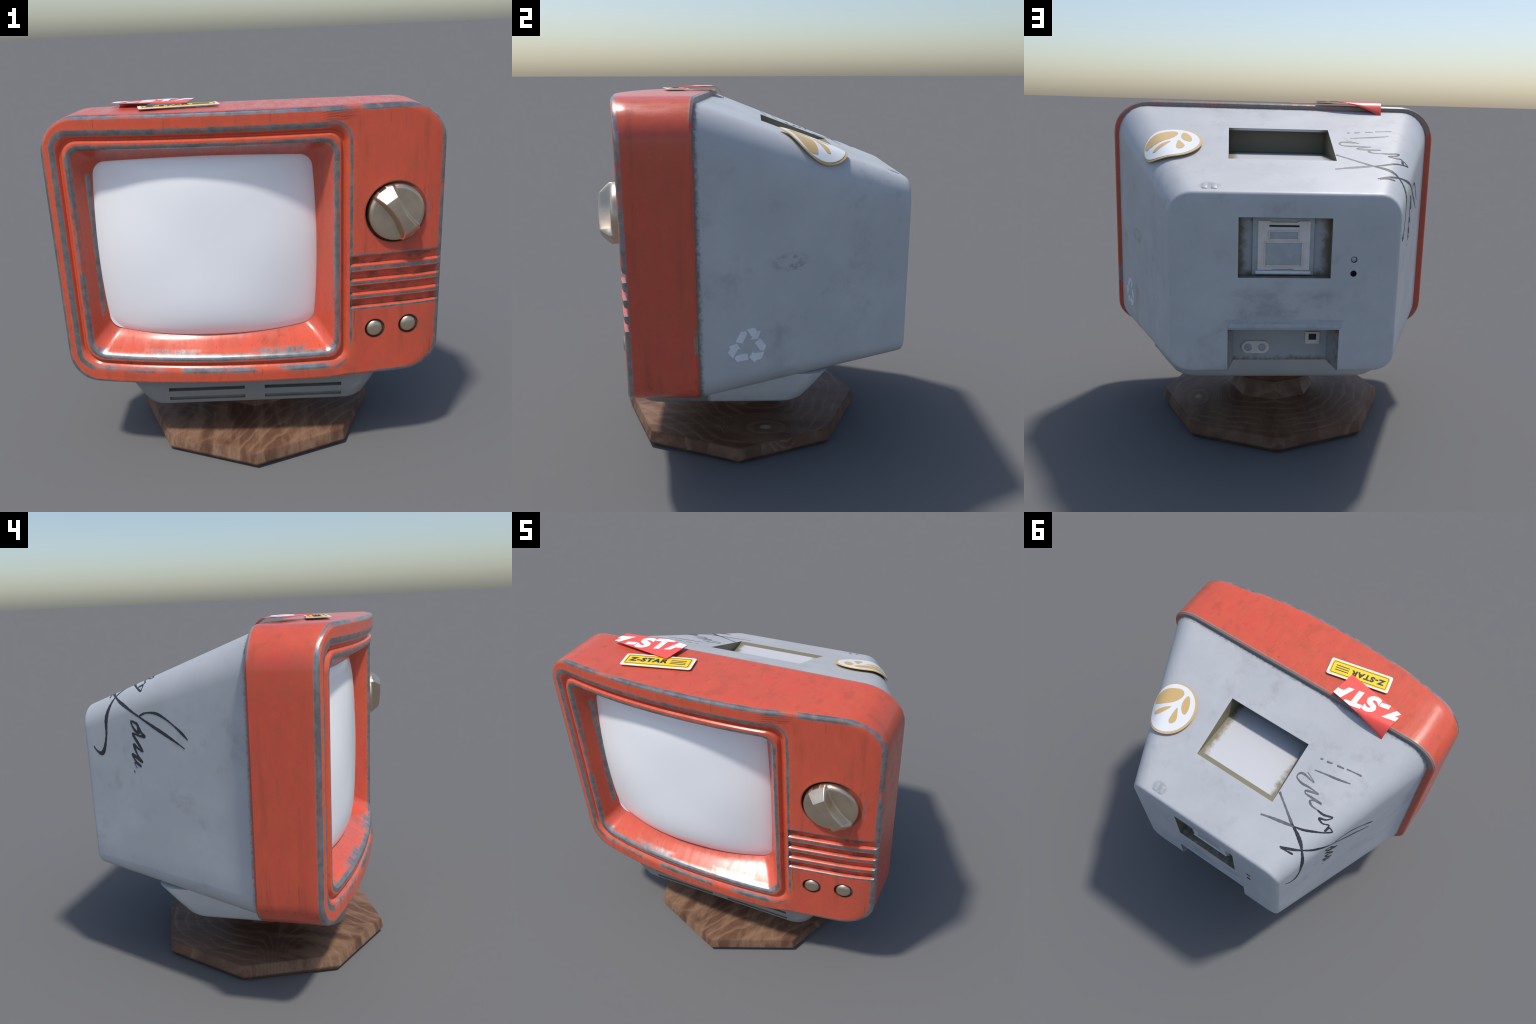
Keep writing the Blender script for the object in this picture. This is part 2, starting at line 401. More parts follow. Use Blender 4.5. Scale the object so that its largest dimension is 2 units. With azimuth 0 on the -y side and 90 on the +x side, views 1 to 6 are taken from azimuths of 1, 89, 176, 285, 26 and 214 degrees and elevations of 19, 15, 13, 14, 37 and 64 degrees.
def wood():
    n = Nodes("dark_walnut")
    warp = n.noise(1.6, detail=3)
    warp2 = n.noise(5.0, detail=4)
    dx = n.m('SUBTRACT', n.x, 0.02); dy = n.m('SUBTRACT', n.y, -0.02)
    rad = n.m('SQRT', n.m('ADD', n.m('MULTIPLY', n.m('MULTIPLY', dx, dx), 0.8), n.m('MULTIPLY', dy, dy)))
    diag = n.m('MULTIPLY', n.m('SUBTRACT', n.x, n.y), 0.707)
    fore = n.step(n.y, -0.10, -0.42)           # straight grain in front, rings behind
    kx, ky = n.m('SUBTRACT', n.x, 0.47), n.m('SUBTRACT', n.y, 0.06)
    kd = n.m('SQRT', n.m('ADD', n.m('MULTIPLY', kx, kx), n.m('MULTIPLY', n.m('MULTIPLY', ky, ky), 0.45)))
    base = n.mixf(fore, rad, diag)
    rings = n.m('ADD', n.m('ADD', base, n.m('MULTIPLY', warp, 0.30)), n.m('MULTIPLY', warp2, 0.04))
    rings = n.mixf(n.step(kd, 0.17, 0.09), rings, n.m('ADD', n.m('MULTIPLY', kd, 1.1), n.m('MULTIPLY', warp2, 0.10)))
    ph = n.m('FRACT', n.m('MULTIPLY', rings, 15.0))
    line = n.m('MULTIPLY', n.step(ph, 0.55, 0.93), n.step(ph, 1.0, 0.94))
    blotch = n.noise(1.0, n.mapped((9, 2.6, 5), rot=(0, 0, -0.785)), detail=6, rough=0.62, dist=0.4)
    body = n.noise(3.5, detail=6, rough=0.6)
    col = n.mix(n.step(body, 0.3, 0.7), (0.100, 0.044, 0.026), (0.165, 0.082, 0.048))
    col = n.mix(n.m('MULTIPLY', n.step(blotch, 0.42, 0.66), n.mixf(fore, 0.35, 0.8)), col, (0.29, 0.168, 0.102))
    fib = n.noise(1.0, n.mapped((160, 24, 30), rot=(0, 0, -0.785)), detail=4, rough=0.6)
    col = n.mix(n.m('MULTIPLY', n.step(fib, 0.4, 0.7), 0.30), col, (0.085, 0.041, 0.025))
    col = n.mix(n.m('MULTIPLY', line, n.mixf(n.step(warp2, 0.35, 0.65), 0.08, 0.36)), col, (0.36, 0.225, 0.145))
    col = n.mix(n.step(kd, 0.026, 0.014), col, (0.36, 0.27, 0.20))
    n.set(color=col, rough=0.5, spec=0.35)
    n.bump(n.m('ADD', fib, n.m('MULTIPLY', line, -0.6)), 0.12, 0.003)
    return n.mat

def brushed(name, c1, c2, rough):
    n = Nodes(name)
    f = n.noise(14.0, detail=4)
    n.set(color=n.mix(n.step(f, 0.3, 0.7), c1, c2), metal=1.0, rough=n.mixf(f, rough * 0.8, rough * 1.25))
    return n.mat

M_RED = red_paint()
M_GREY = grey_shell()
M_HOUSING = grey_shell("lightened_grey_plastic", 1.32)  # shell grey lightened to match how bright the housing shows under the frame
M_WOOD = wood()
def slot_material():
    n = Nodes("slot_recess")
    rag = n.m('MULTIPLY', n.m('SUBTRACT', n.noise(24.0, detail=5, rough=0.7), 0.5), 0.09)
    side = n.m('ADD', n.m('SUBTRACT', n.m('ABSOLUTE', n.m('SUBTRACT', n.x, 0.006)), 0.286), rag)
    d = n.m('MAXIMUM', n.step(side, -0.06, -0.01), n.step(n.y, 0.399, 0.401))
    d = n.m('MAXIMUM', d, n.m('MULTIPLY', n.step(n.m('ADD', n.y, rag), 0.04, -0.08), 0.9))  # front wall darkened in colour for the shade under the overhang
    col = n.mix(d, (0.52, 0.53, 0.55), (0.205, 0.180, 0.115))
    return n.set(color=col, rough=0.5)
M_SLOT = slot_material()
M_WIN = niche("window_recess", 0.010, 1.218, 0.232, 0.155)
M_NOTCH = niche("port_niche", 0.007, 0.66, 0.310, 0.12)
M_KNOB = brushed("champagne_metal", (0.640, 0.530, 0.405), (0.700, 0.585, 0.450), 0.36)
M_GLASS = plain("white_screen", (0.93, 0.935, 0.950), 0.22, coat=0.3)
M_DARK = plain("dark_gap", (0.030, 0.028, 0.022), 0.7)
M_VENT = plain("vent_shade_tint", (0.23, 0.23, 0.19), 0.7, grain=0.2)  # olive grey chosen to carry the shading inside the slots
M_WHITE = plain("white_vinyl", (0.86, 0.87, 0.88), 0.35)
M_YELLOW = plain("yellow_vinyl", (0.92, 0.63, 0.022), 0.35)
M_BLACK = plain("black_print", (0.030, 0.032, 0.040), 0.45)
M_STICK = plain("red_vinyl", (0.92, 0.105, 0.082), 0.35)
M_GOLD = plain("ochre_print", (0.70, 0.47, 0.20), 0.40)
M_INK = plain("marker_ink", (0.040, 0.043, 0.055), 0.5, grain=0.4)
M_INK_PALE = plain("rubbed_marker_ink", (0.19, 0.195, 0.21), 0.5, grain=0.35)
M_PALE = plain("pale_print", (0.82, 0.83, 0.85), 0.45, grain=0.12)
M_LATCH = plain("warm_grey_plastic", (0.78, 0.725, 0.68), 0.40, grain=0.1)
M_LATCH2 = plain("cool_grey_plastic", (0.46, 0.485, 0.51), 0.40, grain=0.15)

# --------------------------------------------------------------------------
# the thing itself
# --------------------------------------------------------------------------
tv = bpy.data.objects.new("television_set", None)
COL.objects.link(tv)
tv["label"] = "worn red retro television with grey back on wooden foot"
tv["category"] = "television"

# ---- red front frame ------------------------------------------------------
R_OUT = ((0.222, 0.190), (0.210, 0.194), (0.145, 0.150), (0.21, 0.150))   # TR TL BL BR
def shrink(radii, t):
    return tuple((max(a - t, 0.012), max(b - t, 0.012)) for a, b in radii)
def frame_section(t):
    return [(x, crown(x, z)) for x, z in rrect(FRAME['cx'], FRAME['cz'], FRAME['hx'] - t, FRAME['hz'] - t, shrink(R_OUT, t), nc=8)]
R_RIDGE = ((0.075, 0.075), (0.12, 0.12), (0.125, 0.12), (0.075, 0.075))
R_LIP = ((0.055, 0.055), (0.07, 0.08), (0.075, 0.075), (0.055, 0.055))
def ring_section(t):
    """concentric sections from the step (t=0) to the lip (t=1)"""
    s = t
    L = lambda k: RIDGE[k] + (LIP[k] - RIDGE[k]) * s
    rad = tuple((a[0] + (b[0] - a[0]) * s, a[1] + (b[1] - a[1]) * s) for a, b in zip(R_RIDGE, R_LIP))
    return rrect(L('cx'), L('cz'), L('hx'), L('hz'), rad)
def glass_outline(scale=1.0):
    g = rrect(0, 0, GLASS['hx'], GLASS['hz'], ((0.06, 0.06),) * 4)
    out = []
    for x, z in g:
        zz = z * (1 - 0.06 * (x / GLASS['hx']) ** 2)
        xx = x * (1 - 0.035 * (z / GLASS['hz']) ** 2)
        out.append((GLASS['cx'] + xx * scale, GLASS['cz'] + zz * scale))
    return out
def glass_y(x, z):
    u, w = (x - GLASS['cx']) / 0.57, (z - GLASS['cz']) / 0.487
    side = 0.100 * u ** 3 if u > 0 else 0.100 * u * u + 0.016 * sstep(-u, 0.5, 1.0)
    return -0.632 + side + (0.034 if w > 0 else 0.056) * w ** 6 * (1 - 0.25 * u * u) + 0.14 * u * u * w * w * (1.2 - u * u) * (1.2 - w * w)

loops = []
def add_loop(sec, yfun):
    loops.append([(x, yfun(x, z), z) for x, z in sec])
add_loop(frame_section(0.10), lambda x, z: BACK_Y)
add_loop(frame_section(0.05), lambda x, z: BACK_Y)
add_loop(frame_section(0.008), lambda x, z: BACK_Y)
add_loop(frame_section(0.0), lambda x, z: BACK_Y - 0.010)
NSIDE = 6
for k in range(1, NSIDE + 1):
    add_loop(frame_section(0.0), lambda x, z, k=k: (BACK_Y - 0.010) + (front_y(x) + 0.014 - BACK_Y + 0.010) * k / NSIDE)
add_loop(frame_section(0.004), lambda x, z: front_y(x) + 0.005)
add_loop(frame_section(0.014), lambda x, z: front_y(x))
a, b = frame_section(0.014), ring_section(0.0)
for k in range(1, 8):
    t = k / 8
    add_loop([(p[0] + (q[0] - p[0]) * t, p[1] + (q[1] - p[1]) * t) for p, q in zip(a, b)], lambda x, z: front_y(x))
for t, d in ((0.0, 0.0), (0.12, 0.001), (0.28, 0.007), (0.36, 0.015), (0.45, 0.027), (0.53, 0.028), (0.59, 0.016), (0.65, 0.009),
             (0.80, 0.007), (0.91, 0.010), (1.0, 0.019)):
    add_loop(ring_section(t), lambda x, z, d=d: front_y(x) + d)
lipsec, gl = ring_section(1.0), glass_outline(1.0)
for k in range(1, 7):
    s = k / 6
    add = []
    for p, q in zip(lipsec, gl):
        x = p[0] + (q[0] - p[0]) * s; z = p[1] + (q[1] - p[1]) * s
        y0 = front_y(p[0]) + 0.019; y1 = glass_y(*q) - 0.002
        yy = y0 + (y1 - y0) * (1 - (1 - s) ** 1.25)
        add.append((x, yy, z))
    loops.append(add)
add_loop(glass_outline(0.995), lambda x, z: glass_y(x, z) + 0.05)
add_loop(glass_outline(0.6), lambda x, z: -0.44)
frame = add_object("front_frame", loft(loops, "front_frame"), tv, (M_RED,), None)

cuts = []
for zt, zb in RIBS:               # flared grooves running out through the right-hand side
    prof = [(zt + 0.006, -0.05), (zt + 0.006, 0.000), (zt - 0.001, 0.006), (zt - 0.005, 0.021),
            (zb + 0.005, 0.021), (zb + 0.001, 0.005), (zb - 0.003, 0.000), (zb - 0.003, -0.05)]
    xs = [0.514, 0.519] + [0.56 + 0.05 * k for k in range(9)] + [0.985, 1.05]
    lps = []
    for i, x in enumerate(xs):
        sh = 0.022 if i == 0 else 0.0
        lps.append([(x, front_y(min(x, 0.99)) + (d - sh if d > 0 else d), z) for z, d in prof])
    cuts.append((loft(lps, "groove"), None))
cuts.append((revolve([(0.158, -0.2), (0.156, 0.018)], "hole", 48, (KNOB.x, front_y(KNOB.x), KNOB.z)), None))
for b in BUTTONS:
    cuts.append((revolve([(0.054, -0.2), (0.053, 0.016)], "hole", 32, (b.x, front_y(b.x), b.z)), None))
carve(frame, cuts)
shade(frame.data, 32)

# ---- screen ---------------------------------------------------------------
slo = []
for s in (1.0, 0.97, 0.9, 0.8, 0.65, 0.5, 0.35, 0.2, 0.08):
    slo.append([(x, glass_y(x, z) + (0.004 if s == 1.0 else 0.0), z) for x, z in glass_outline(0.999 * s)])
back = [(x, -0.50, z) for x, z in glass_outline(0.99)]
add_object("screen", loft([back] + slo, "screen"), tv, (M_GLASS,), 40)

# ---- tuning knob ----------------------------------------------------------
ky = front_y(KNOB.x)
def face_turn(x):
    """yaw that makes a control sit square on the bowed face"""
    return math.atan((front_y(x + 0.05) - front_y(x - 0.05)) / 0.1)
def knob_mesh():
    """turned disc whose face carries a waisted grip: built as a polar height field"""
    R, n_r, n_a = 0.144, 70, 300
    ax = Vector((0.54, -0.84)).normalized()      # grip direction in (x, z)
    pr = Vector((ax.y, -ax.x))
    verts, faces = [], []
    def height(r, a):
        p = Vector((r * math.cos(a), r * math.sin(a)))
        u, v = p.dot(ax), abs(p.dot(pr))
        edge = 0.0
        if r > R - 0.022:
            q = (r - (R - 0.022)) / 0.022
            edge = 0.017 * (1 - math.sqrt(max(0.0, 1 - q * q)))
        base = 0.027 - edge
        half = 0.031 + 1.35 * u * u                # waisted grip outline
        wall = min(1.0, max(0.0, (half - v) / 0.020 + 0.5))
        wall = wall * wall * (3 - 2 * wall)
        top = 0.086 - 0.55 * u * u
        top = min(top, 0.027 + 1.38 * max(0.0, R - 0.003 - abs(u)) * (1 - 4.0 * max(0.0, R - 0.003 - abs(u))) if abs(u) > R - 0.090 else top)    # sloping ends
        return base + max(0.0, top - base) * wall
    verts.append((0, -height(0, 0), 0))
    for i in range(1, n_r + 1):
        r = R * (i / n_r) ** 0.8
        for j in range(n_a):
            a = 2 * math.pi * j / n_a
            verts.append((r * math.cos(a), -height(r, a), r * math.sin(a)))
    for j in range(n_a):
        faces.append((0, 1 + j, 1 + (j + 1) % n_a))
    for i in range(n_r - 1):
        for j in range(n_a):
            a, b = 1 + i * n_a, 1 + (i + 1) * n_a
            faces.append((a + j, b + j, b + (j + 1) % n_a, a + (j + 1) % n_a))
    base = len(verts)
    for j in range(n_a):
        a = 2 * math.pi * j / n_a
        verts.append((R * math.cos(a), 0.028, R * math.sin(a)))
    off = 1 + (n_r - 1) * n_a
    for j in range(n_a):
        faces.append((off + j, base + j, base + (j + 1) % n_a, off + (j + 1) % n_a))
    verts.append((0, 0.028, 0))
    for j in range(n_a):
        faces.append((base + j, len(verts) - 1, base + (j + 1) % n_a))
    turn = Matrix.Rotation(face_turn(KNOB.x), 3, 'Z')
    verts = [turn @ Vector(v) + Vector((KNOB.x, ky, KNOB.z)) for v in verts]
    return mesh_from(verts, faces, "tuning_knob")
add_object("tuning_knob", knob_mesh(), tv, (M_KNOB,), 70)

# ---- push buttons ---------------------------------------------------------
bprof = [(0.045, 0.024), (0.045, 0.010), (0.042, 0.002), (0.035, -0.004), (0.023, -0.008), (0.008, -0.0095)]
bmesh0 = revolve(bprof, "push_button", 36)
shade(bmesh0, 45)
bmesh0.materials.append(M_KNOB)
for i, b in enumerate(BUTTONS):
    ob = bpy.data.objects.new("push_button", bmesh0)
    COL.objects.link(ob); ob.parent = tv
    ob.location = (b.x, front_y(b.x), b.z)
    ob.rotation_euler = (0, 0, face_turn(b.x))

# ---- grey rear shell ------------------------------------------------------
Y0, Y1 = BACK_Y - 0.03, 0.765
def shell_section(y, inset=0.0):
    f = (y + 0.25) / 1.015
    hx = 0.964 - 0.386 * f - inset
    zt = 1.8745 - 0.3725 * (y + 0.25) - inset
    zb = 0.476 + 0.090 * f + inset
    rt = 0.168 - 0.050 * f - inset
    rbx, rbz = 0.175 - 0.06 * f - inset, 0.15 - 0.06 * f - inset
    rtl = max(0.168 - 0.056 * f - inset, 0.02); rt = max(rt, 0.02); rbx = max(rbx, 0.02); rbz = max(rbz, 0.02)
    return rrect(0.008, (zt + zb) / 2, hx, (zt - zb) / 2, ((rt, rt * 1.05), (rtl, rtl * 1.05), (rbx, rbz), (rbx, rbz)))
sl = []
NS = 26
for k in range(NS + 1):
    y = Y0 + (Y1 - Y0) * k / NS
    sl.append([(x, y, z) for x, z in shell_section(y)])
for dy, ins in ((0.009, 0.004), (0.016, 0.011), (0.020, 0.020), (0.0205, 0.06)):
    sl.append([(x, Y1 + dy, z) for x, z in shell_section(Y1, ins)])
REAR = Y1 + 0.0205
shell = add_object("rear_shell", loft(sl, "rear_shell"), tv, (M_GREY,), None)
def smooth_bvh(ob):
    bm = bmesh.new(); bm.from_mesh(ob.data)
    t = BVHTree.FromBMesh(bm); bm.free()
    return t
SHELL_BVH = smooth_bvh(shell)

def hull(top, bottom, name):
    return loft([top, bottom], name)
slot_top = [(-0.283, 0.044, 1.95), (0.294, 0.044, 1.95), (0.294, 0.432, 1.75), (-0.283, 0.432, 1.75)]
slot_mid = [(-0.283, 0.044, 1.768), (0.294, 0.044, 1.768), (0.294, 0.432, 1.619), (-0.283, 0.432, 1.619)]
slot_lip = [(-0.283, 0.040, 1.752), (0.294, 0.040, 1.752), (0.294, 0.420, 1.616), (-0.283, 0.420, 1.616)]
slot_cave = [(-0.283, -0.10, 1.745), (0.294, -0.10, 1.745), (0.294, 0.402, 1.6162), (-0.283, 0.402, 1.6162)]
slot_bot = [(-0.281, -0.10, 1.620), (0.292, -0.10, 1.620), (0.292, 0.398, 1.6155), (-0.281, 0.398, 1.6155)]
def cut_block(x0, x1, z0, z1, y_in, taper, name):
    o = [(x0, 0.95, z0), (x1, 0.95, z0), (x1, 0.95, z1), (x0, 0.95, z1)]
    i = [(x0 + taper, y_in, z0), (x1 - taper, y_in, z0), (x1 - taper, y_in, z1), (x0 + taper, y_in, z1)]
    return loft([o, i], name)
NOTCH_Y = 0.575
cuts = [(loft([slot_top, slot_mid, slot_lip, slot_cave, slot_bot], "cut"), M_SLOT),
        (cut_block(-0.223, 0.243, 1.066, 1.370, 0.721, 0.002, "cut"), M_WIN),
        (cut_block(-0.302, 0.314, 0.30, 0.795, NOTCH_Y, 0.056, "cut"), M_NOTCH)]
for z in (1.164, 1.092):
    cuts.append((revolve([(0.0165, -0.03), (0.0155, 0.05)], "cut", 24, (-0.336, REAR, z)), M_DARK))
carve(shell, cuts)
shade(shell.data, 32)

# ---- lower housing that the shell sits on -----------------------------------
def st(z, hx, y0, y1, r):
    q = r * 1.1                      # rounder at the rear
    pts = rrect(0.0, (y0 + y1) / 2, hx, (y1 - y0) / 2, ((q, q), (q, q), (r, r), (r, r)), nx=14, nz=8)
    return [(x, y, z) for x, y in pts]
stand_loops = [st(0.301, 0.40, -0.47, 0.14, 0.06), st(0.301, 0.515, -0.545, 0.216, 0.08), st(0.306, 0.556, -0.576, 0.234, 0.09),
               st(0.317, 0.588, -0.600, 0.248, 0.095), st(0.337, 0.610, -0.612, 0.268, 0.10), st(0.420, 0.655, -0.630, 0.322, 0.10),
               st(0.530, 0.712, -0.642, 0.386, 0.10)]
stand = add_object("lower_housing", loft(stand_loops, "lower_housing"), tv, (M_HOUSING,), None)
cuts = []
for x0, x1 in ((-0.466, -0.052), (0.057, 0.474)):
    for z in (0.354, 0.416):
        cuts.append((box_mesh(x0, x1, -0.8, -0.597, z - 0.0115, z + 0.0115, "vent_cut"), M_VENT))
carve(stand, cuts)
shade(stand.data, 32)

# ---- wooden foot ------------------------------------------------------------
FC = Vector((0.0, -0.085, 0.0))
def octagon(r, z):
    return [(FC.x + r * math.sin(math.pi * k / 4), FC.y - r * math.cos(math.pi * k / 4), z) for k in range(8)]
foot = add_object("wooden_foot", loft([octagon(0.55, 0.0), octagon(0.678, 0.0), octagon(0.704, 0.030), octagon(0.689, 0.090), octagon(0.60, 0.092),
                                      octagon(0.50, 0.096), octagon(0.42, 0.099), octagon(0.36, 0.104), octagon(0.31, 0.112), octagon(0.272, 0.128), octagon(0.25, 0.158), octagon(0.235, 0.195), octagon(0.228, 0.238)], "wooden_foot"), tv, (M_WOOD,), None)
bm = bmesh.new(); bm.from_mesh(foot.data)
bmesh.ops.bevel(bm, geom=[e for e in bm.edges if e.calc_length() > 0.05 and e.is_manifold and e.calc_face_angle(0) > 0.55], offset=0.003, segments=2, affect='EDGES')
bm.to_mesh(foot.data); bm.free()
shade(foot.data, 20)
neck = add_object("swivel_neck", loft([octagon(0.10, 0.236), octagon(0.250, 0.236), octagon(0.262, 0.246), octagon(0.266, 0.303), octagon(0.10, 0.303)], "swivel_neck"), tv, (M_WOOD,), 20)

# ---- latch in the rear window -------------------------------------------------
WY = 0.721
latch = add_object("disk_slot_door", box_mesh(-0.140, 0.172, WY - 0.006, WY + 0.014, 1.068, 1.362, "disk_slot_door", 0.006), tv, (M_LATCH2,), 40)
def notched_plate(x0, x1, z0, z1, step, depth, y0, y1, name):
    w = x1 - x0
    pts = [(x0, z0), (x0 + w * .28, z0), (x0 + w * .32, z0 + depth), (x0 + w * .70, z0 + depth), (x0 + w * .74, z0), (x1, z0),
           (x1, z1), (x0 + w * .80, z1), (x0 + w * .74, z1 - step), (x0 + w * .26, z1 - step), (x0 + w * .20, z1), (x0, z1)]
    return loft([[(x, y0, z) for x, z in pts], [(x, y1 - 0.003, z) for x, z in pts],
                 [((x - (x0 + x1) / 2) * .985 + (x0 + x1) / 2, y1, (z - (z0 + z1) / 2) * .985 + (z0 + z1) / 2) for x, z in pts]], name)
add_object("door_panel", notched_plate(-0.118, 0.145, 1.095, 1.348, 0.008, 0.006, WY, WY + 0.022, "door_panel"), latch, (M_LATCH,), 30)
add_object("finger_slot", box_mesh(-0.062, 0.090, WY, WY + 0.0245, 1.316, 1.327, "finger_slot", 0.004), latch, (M_DARK,), 40)
add_object("slot_lip", box_mesh(-0.066, 0.094, WY, WY + 0.027, 1.309, 1.3155, "slot_lip", 0.002), latch, (M_PALE,), 40)  # pale strip drawn for an edge highlight, like door_sill and port_sill
for nm, b in (("label_field", (-0.075, 0.105, 1.122, 1.236)), ("label_field", (-0.055, 0.085, 1.258, 1.292))):
    field = add_object(nm, box_mesh(b[0], b[1], WY, WY + 0.0228, b[2], b[3], nm, 0.0005), latch, (M_LATCH2,), 40)
    bars = [(b[0] - .007, b[0], b[2] - .007, b[3] + .007), (b[1], b[1] + .007, b[2] - .007, b[3] + .007), (b[0], b[1], b[2] - .007, b[2]), (b[0], b[1], b[3], b[3] + .007)]
    add_object("raised_rim", join_meshes([box_mesh(q[0], q[1], WY, WY + 0.028, q[2], q[3], "rim", 0.003) for q in bars], "raised_rim"), latch, (M_LATCH,), 40)
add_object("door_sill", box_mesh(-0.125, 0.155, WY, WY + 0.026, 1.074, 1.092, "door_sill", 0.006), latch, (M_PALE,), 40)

# moulded lip above the niche, jack plug, ports
add_object("niche_lip", join_meshes([box_mesh(-0.288, 0.292, REAR - 0.01, REAR + 0.007, 0.798, 0.828, "l", 0.008, 3),
                                     box_mesh(-0.296, 0.300, REAR - 0.01, REAR + 0.004, 0.836, 0.847, "l", 0.003)], "niche_lip"), tv, (M_LATCH2,), 40)
jp = revolve([(0.0135, 0.0), (0.0135, 0.006), (0.010, 0.009), (0.002, 0.0095)], "jack_plug", 20, (-0.336, REAR - 0.012, 1.164))
add_object("jack_plug", jp, tv, (M_LATCH2,), 40)
PZ = 0.624
def stadium(x0, x1, r, y, n=10):
    pts = []
    for k in range(n + 1):
        a = -math.pi / 2 + math.pi * k / n
        pts.append((x1 + r * math.cos(a), y, PZ + r * math.sin(a)))
    for k in range(n + 1):
        a = math.pi / 2 + math.pi * k / n
        pts.append((x0 + r * math.cos(a), y, PZ + r * math.sin(a)))
    return pts
sock = add_object("mains_socket", loft([stadium(0.100, 0.179, 0.037, NOTCH_Y - 0.005), stadium(0.100, 0.179, 0.037, NOTCH_Y + 0.006), stadium(0.100, 0.179, 0.033, NOTCH_Y + 0.010)], "mains_socket"), tv, (M_LATCH,), 40)
for x in (0.178, 0.103):
    add_object("socket_ring", revolve([(0.021, 0.0), (0.021, 0.012), (0.016, 0.014), (0.015, 0.011), (0.004, 0.011)], "socket_ring", 20, (x, NOTCH_Y, PZ)), sock, (M_LATCH2,), 40)
port = add_object("data_port", box_mesh(-0.210, -0.129, NOTCH_Y - 0.005, NOTCH_Y + 0.010, 0.642, 0.713, "data_port", 0.006), tv, (M_LATCH,), 40)
add_object("port_opening", box_mesh(-0.189, -0.148, NOTCH_Y, NOTCH_Y + 0.0115, 0.668, 0.702, "port_opening", 0.001), port, (M_DARK,), 40)
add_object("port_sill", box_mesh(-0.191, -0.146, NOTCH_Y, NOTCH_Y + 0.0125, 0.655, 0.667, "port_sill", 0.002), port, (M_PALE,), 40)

# --------------------------------------------------------------------------
# things lying on the shell surface: raised by ray casting
# --------------------------------------------------------------------------
def on_shell(p, lift):
    loc, nor, _, _ = SHELL_BVH.find_nearest(Vector(p))
    return loc + nor * lift, nor

# little vent marks near the rear upper edge
for x in (0.408, 0.362):
    c, nor = on_shell((x, 0.722, 1.508), 0.0)
    me = box_mesh(-0.014, 0.014, -0.026, 0.026, -0.002, 0.003, "vent_stud", 0.002)
    ob = add_object("vent_stud", me, tv, (M_LATCH2,), 40)
    ob.matrix_world = Matrix.Translation(c) @ nor.to_track_quat('Z', 'Y').to_matrix().to_4x4()

# recycling arrows pressed on the right-hand side
def side_patch(poly, name, parent, mat, lift=0.0015):
    """poly in (y, z) on the right-hand wall"""
    vs = []
    for y, z in poly:
        c, nor = on_shell((0.973 - 0.380 * (y + 0.25), y, z), 0)
        vs.append((c + nor * lift, c - nor * 0.002))
    n = len(vs)
    verts = [v[0] for v in vs] + [v[1] for v in vs]
    faces = [tuple(range(n)), tuple(range(2 * n - 1, n - 1, -1))] + [(i, (i + 1) % n, n + (i + 1) % n, n + i) for i in range(n)]
    return add_object(name, mesh_from(verts, faces, name), parent, (mat,), None)
mark = bpy.data.objects.new("recycling_mark", None); COL.objects.link(mark); mark.parent = tv
RC = (-0.026, 0.756)
ARM = ((-0.058, 0.032), (-0.034, 0.079), (-0.010, 0.081), (-0.003, 0.066), (-0.027, 0.020))
HEAD = ((-0.006, 0.083), (0.001, 0.088), (0.033, 0.090), (0.044, 0.071), (0.060, 0.070), (0.046, 0.032), (0.010, 0.034), (0.020, 0.042), (0.008, 0.063))
for k in range(3):
    a = math.radians(-120 * k)
    for poly in (ARM, HEAD):
        side_patch([(RC[0] + u * math.cos(a) - v * math.sin(a), RC[1] + u * math.sin(a) + v * math.cos(a)) for u, v in poly],
                   "recycling_arrow", mark, M_PALE, 0.003)

# ---- round ochre-and-white badge wrapped over the upper right corner -----------
BC = Vector((0.598, 0.287, 1.675)); B_U = Vector((0.93, 0, -0.20)).normalized(); B_V = Vector((0, 0.934, -0.357))
B_N = B_U.cross(B_V).normalized()
if B_N.z < 0: B_N = -B_N
def badge_point(u, v, lift):
    o = BC + B_U * u + B_V * v + B_N * 0.4
    d = -B_N
    hit, nor, _, _ = SHELL_BVH.ray_cast(o, d)
    if hit is None:
        hit, nor, _, _ = SHELL_BVH.find_nearest(BC + B_U * u + B_V * v)
    return hit + (B_N * 0.75 + nor * 0.25) * lift
def badge_patch(outline, name, parent, mat, lift, thick):
    """outline(r-scale) -> closed (u, v) loop; built as concentric rings that follow the shell"""
    n = len(outline)
    cu = sum(p[0] for p in outline) / n; cv = sum(p[1] for p in outline) / n
    rings = [1.0, 0.8, 0.6, 0.4, 0.2]
    lps = [[badge_point(u, v, lift - thick) for u, v in outline]]
    for s in rings:
        lps.append([badge_point(cu + (u - cu) * s, cv + (v - cv) * s, lift) for u, v in outline])
    lps.insert(0, [badge_point(cu + (u - cu) * .3, cv + (v - cv) * .3, lift - thick) for u, v in outline])
    return add_object(name, loft(lps, name), parent, (mat,), 40)
def ellipse(ru, rv, n=48, c=(0, 0)):
    return [(c[0] + ru * math.cos(2 * math.pi * k / n), c[1] + rv * math.sin(2 * math.pi * k / n)) for k in range(n)]
badge = badge_patch(ellipse(0.160, 0.174), "round_badge", tv, M_GOLD, 0.019, 0.0045)
badge_patch(ellipse(0.150, 0.163, c=(0.004, -0.003)), "badge_field", badge, M_WHITE, 0.0202, 0.002)
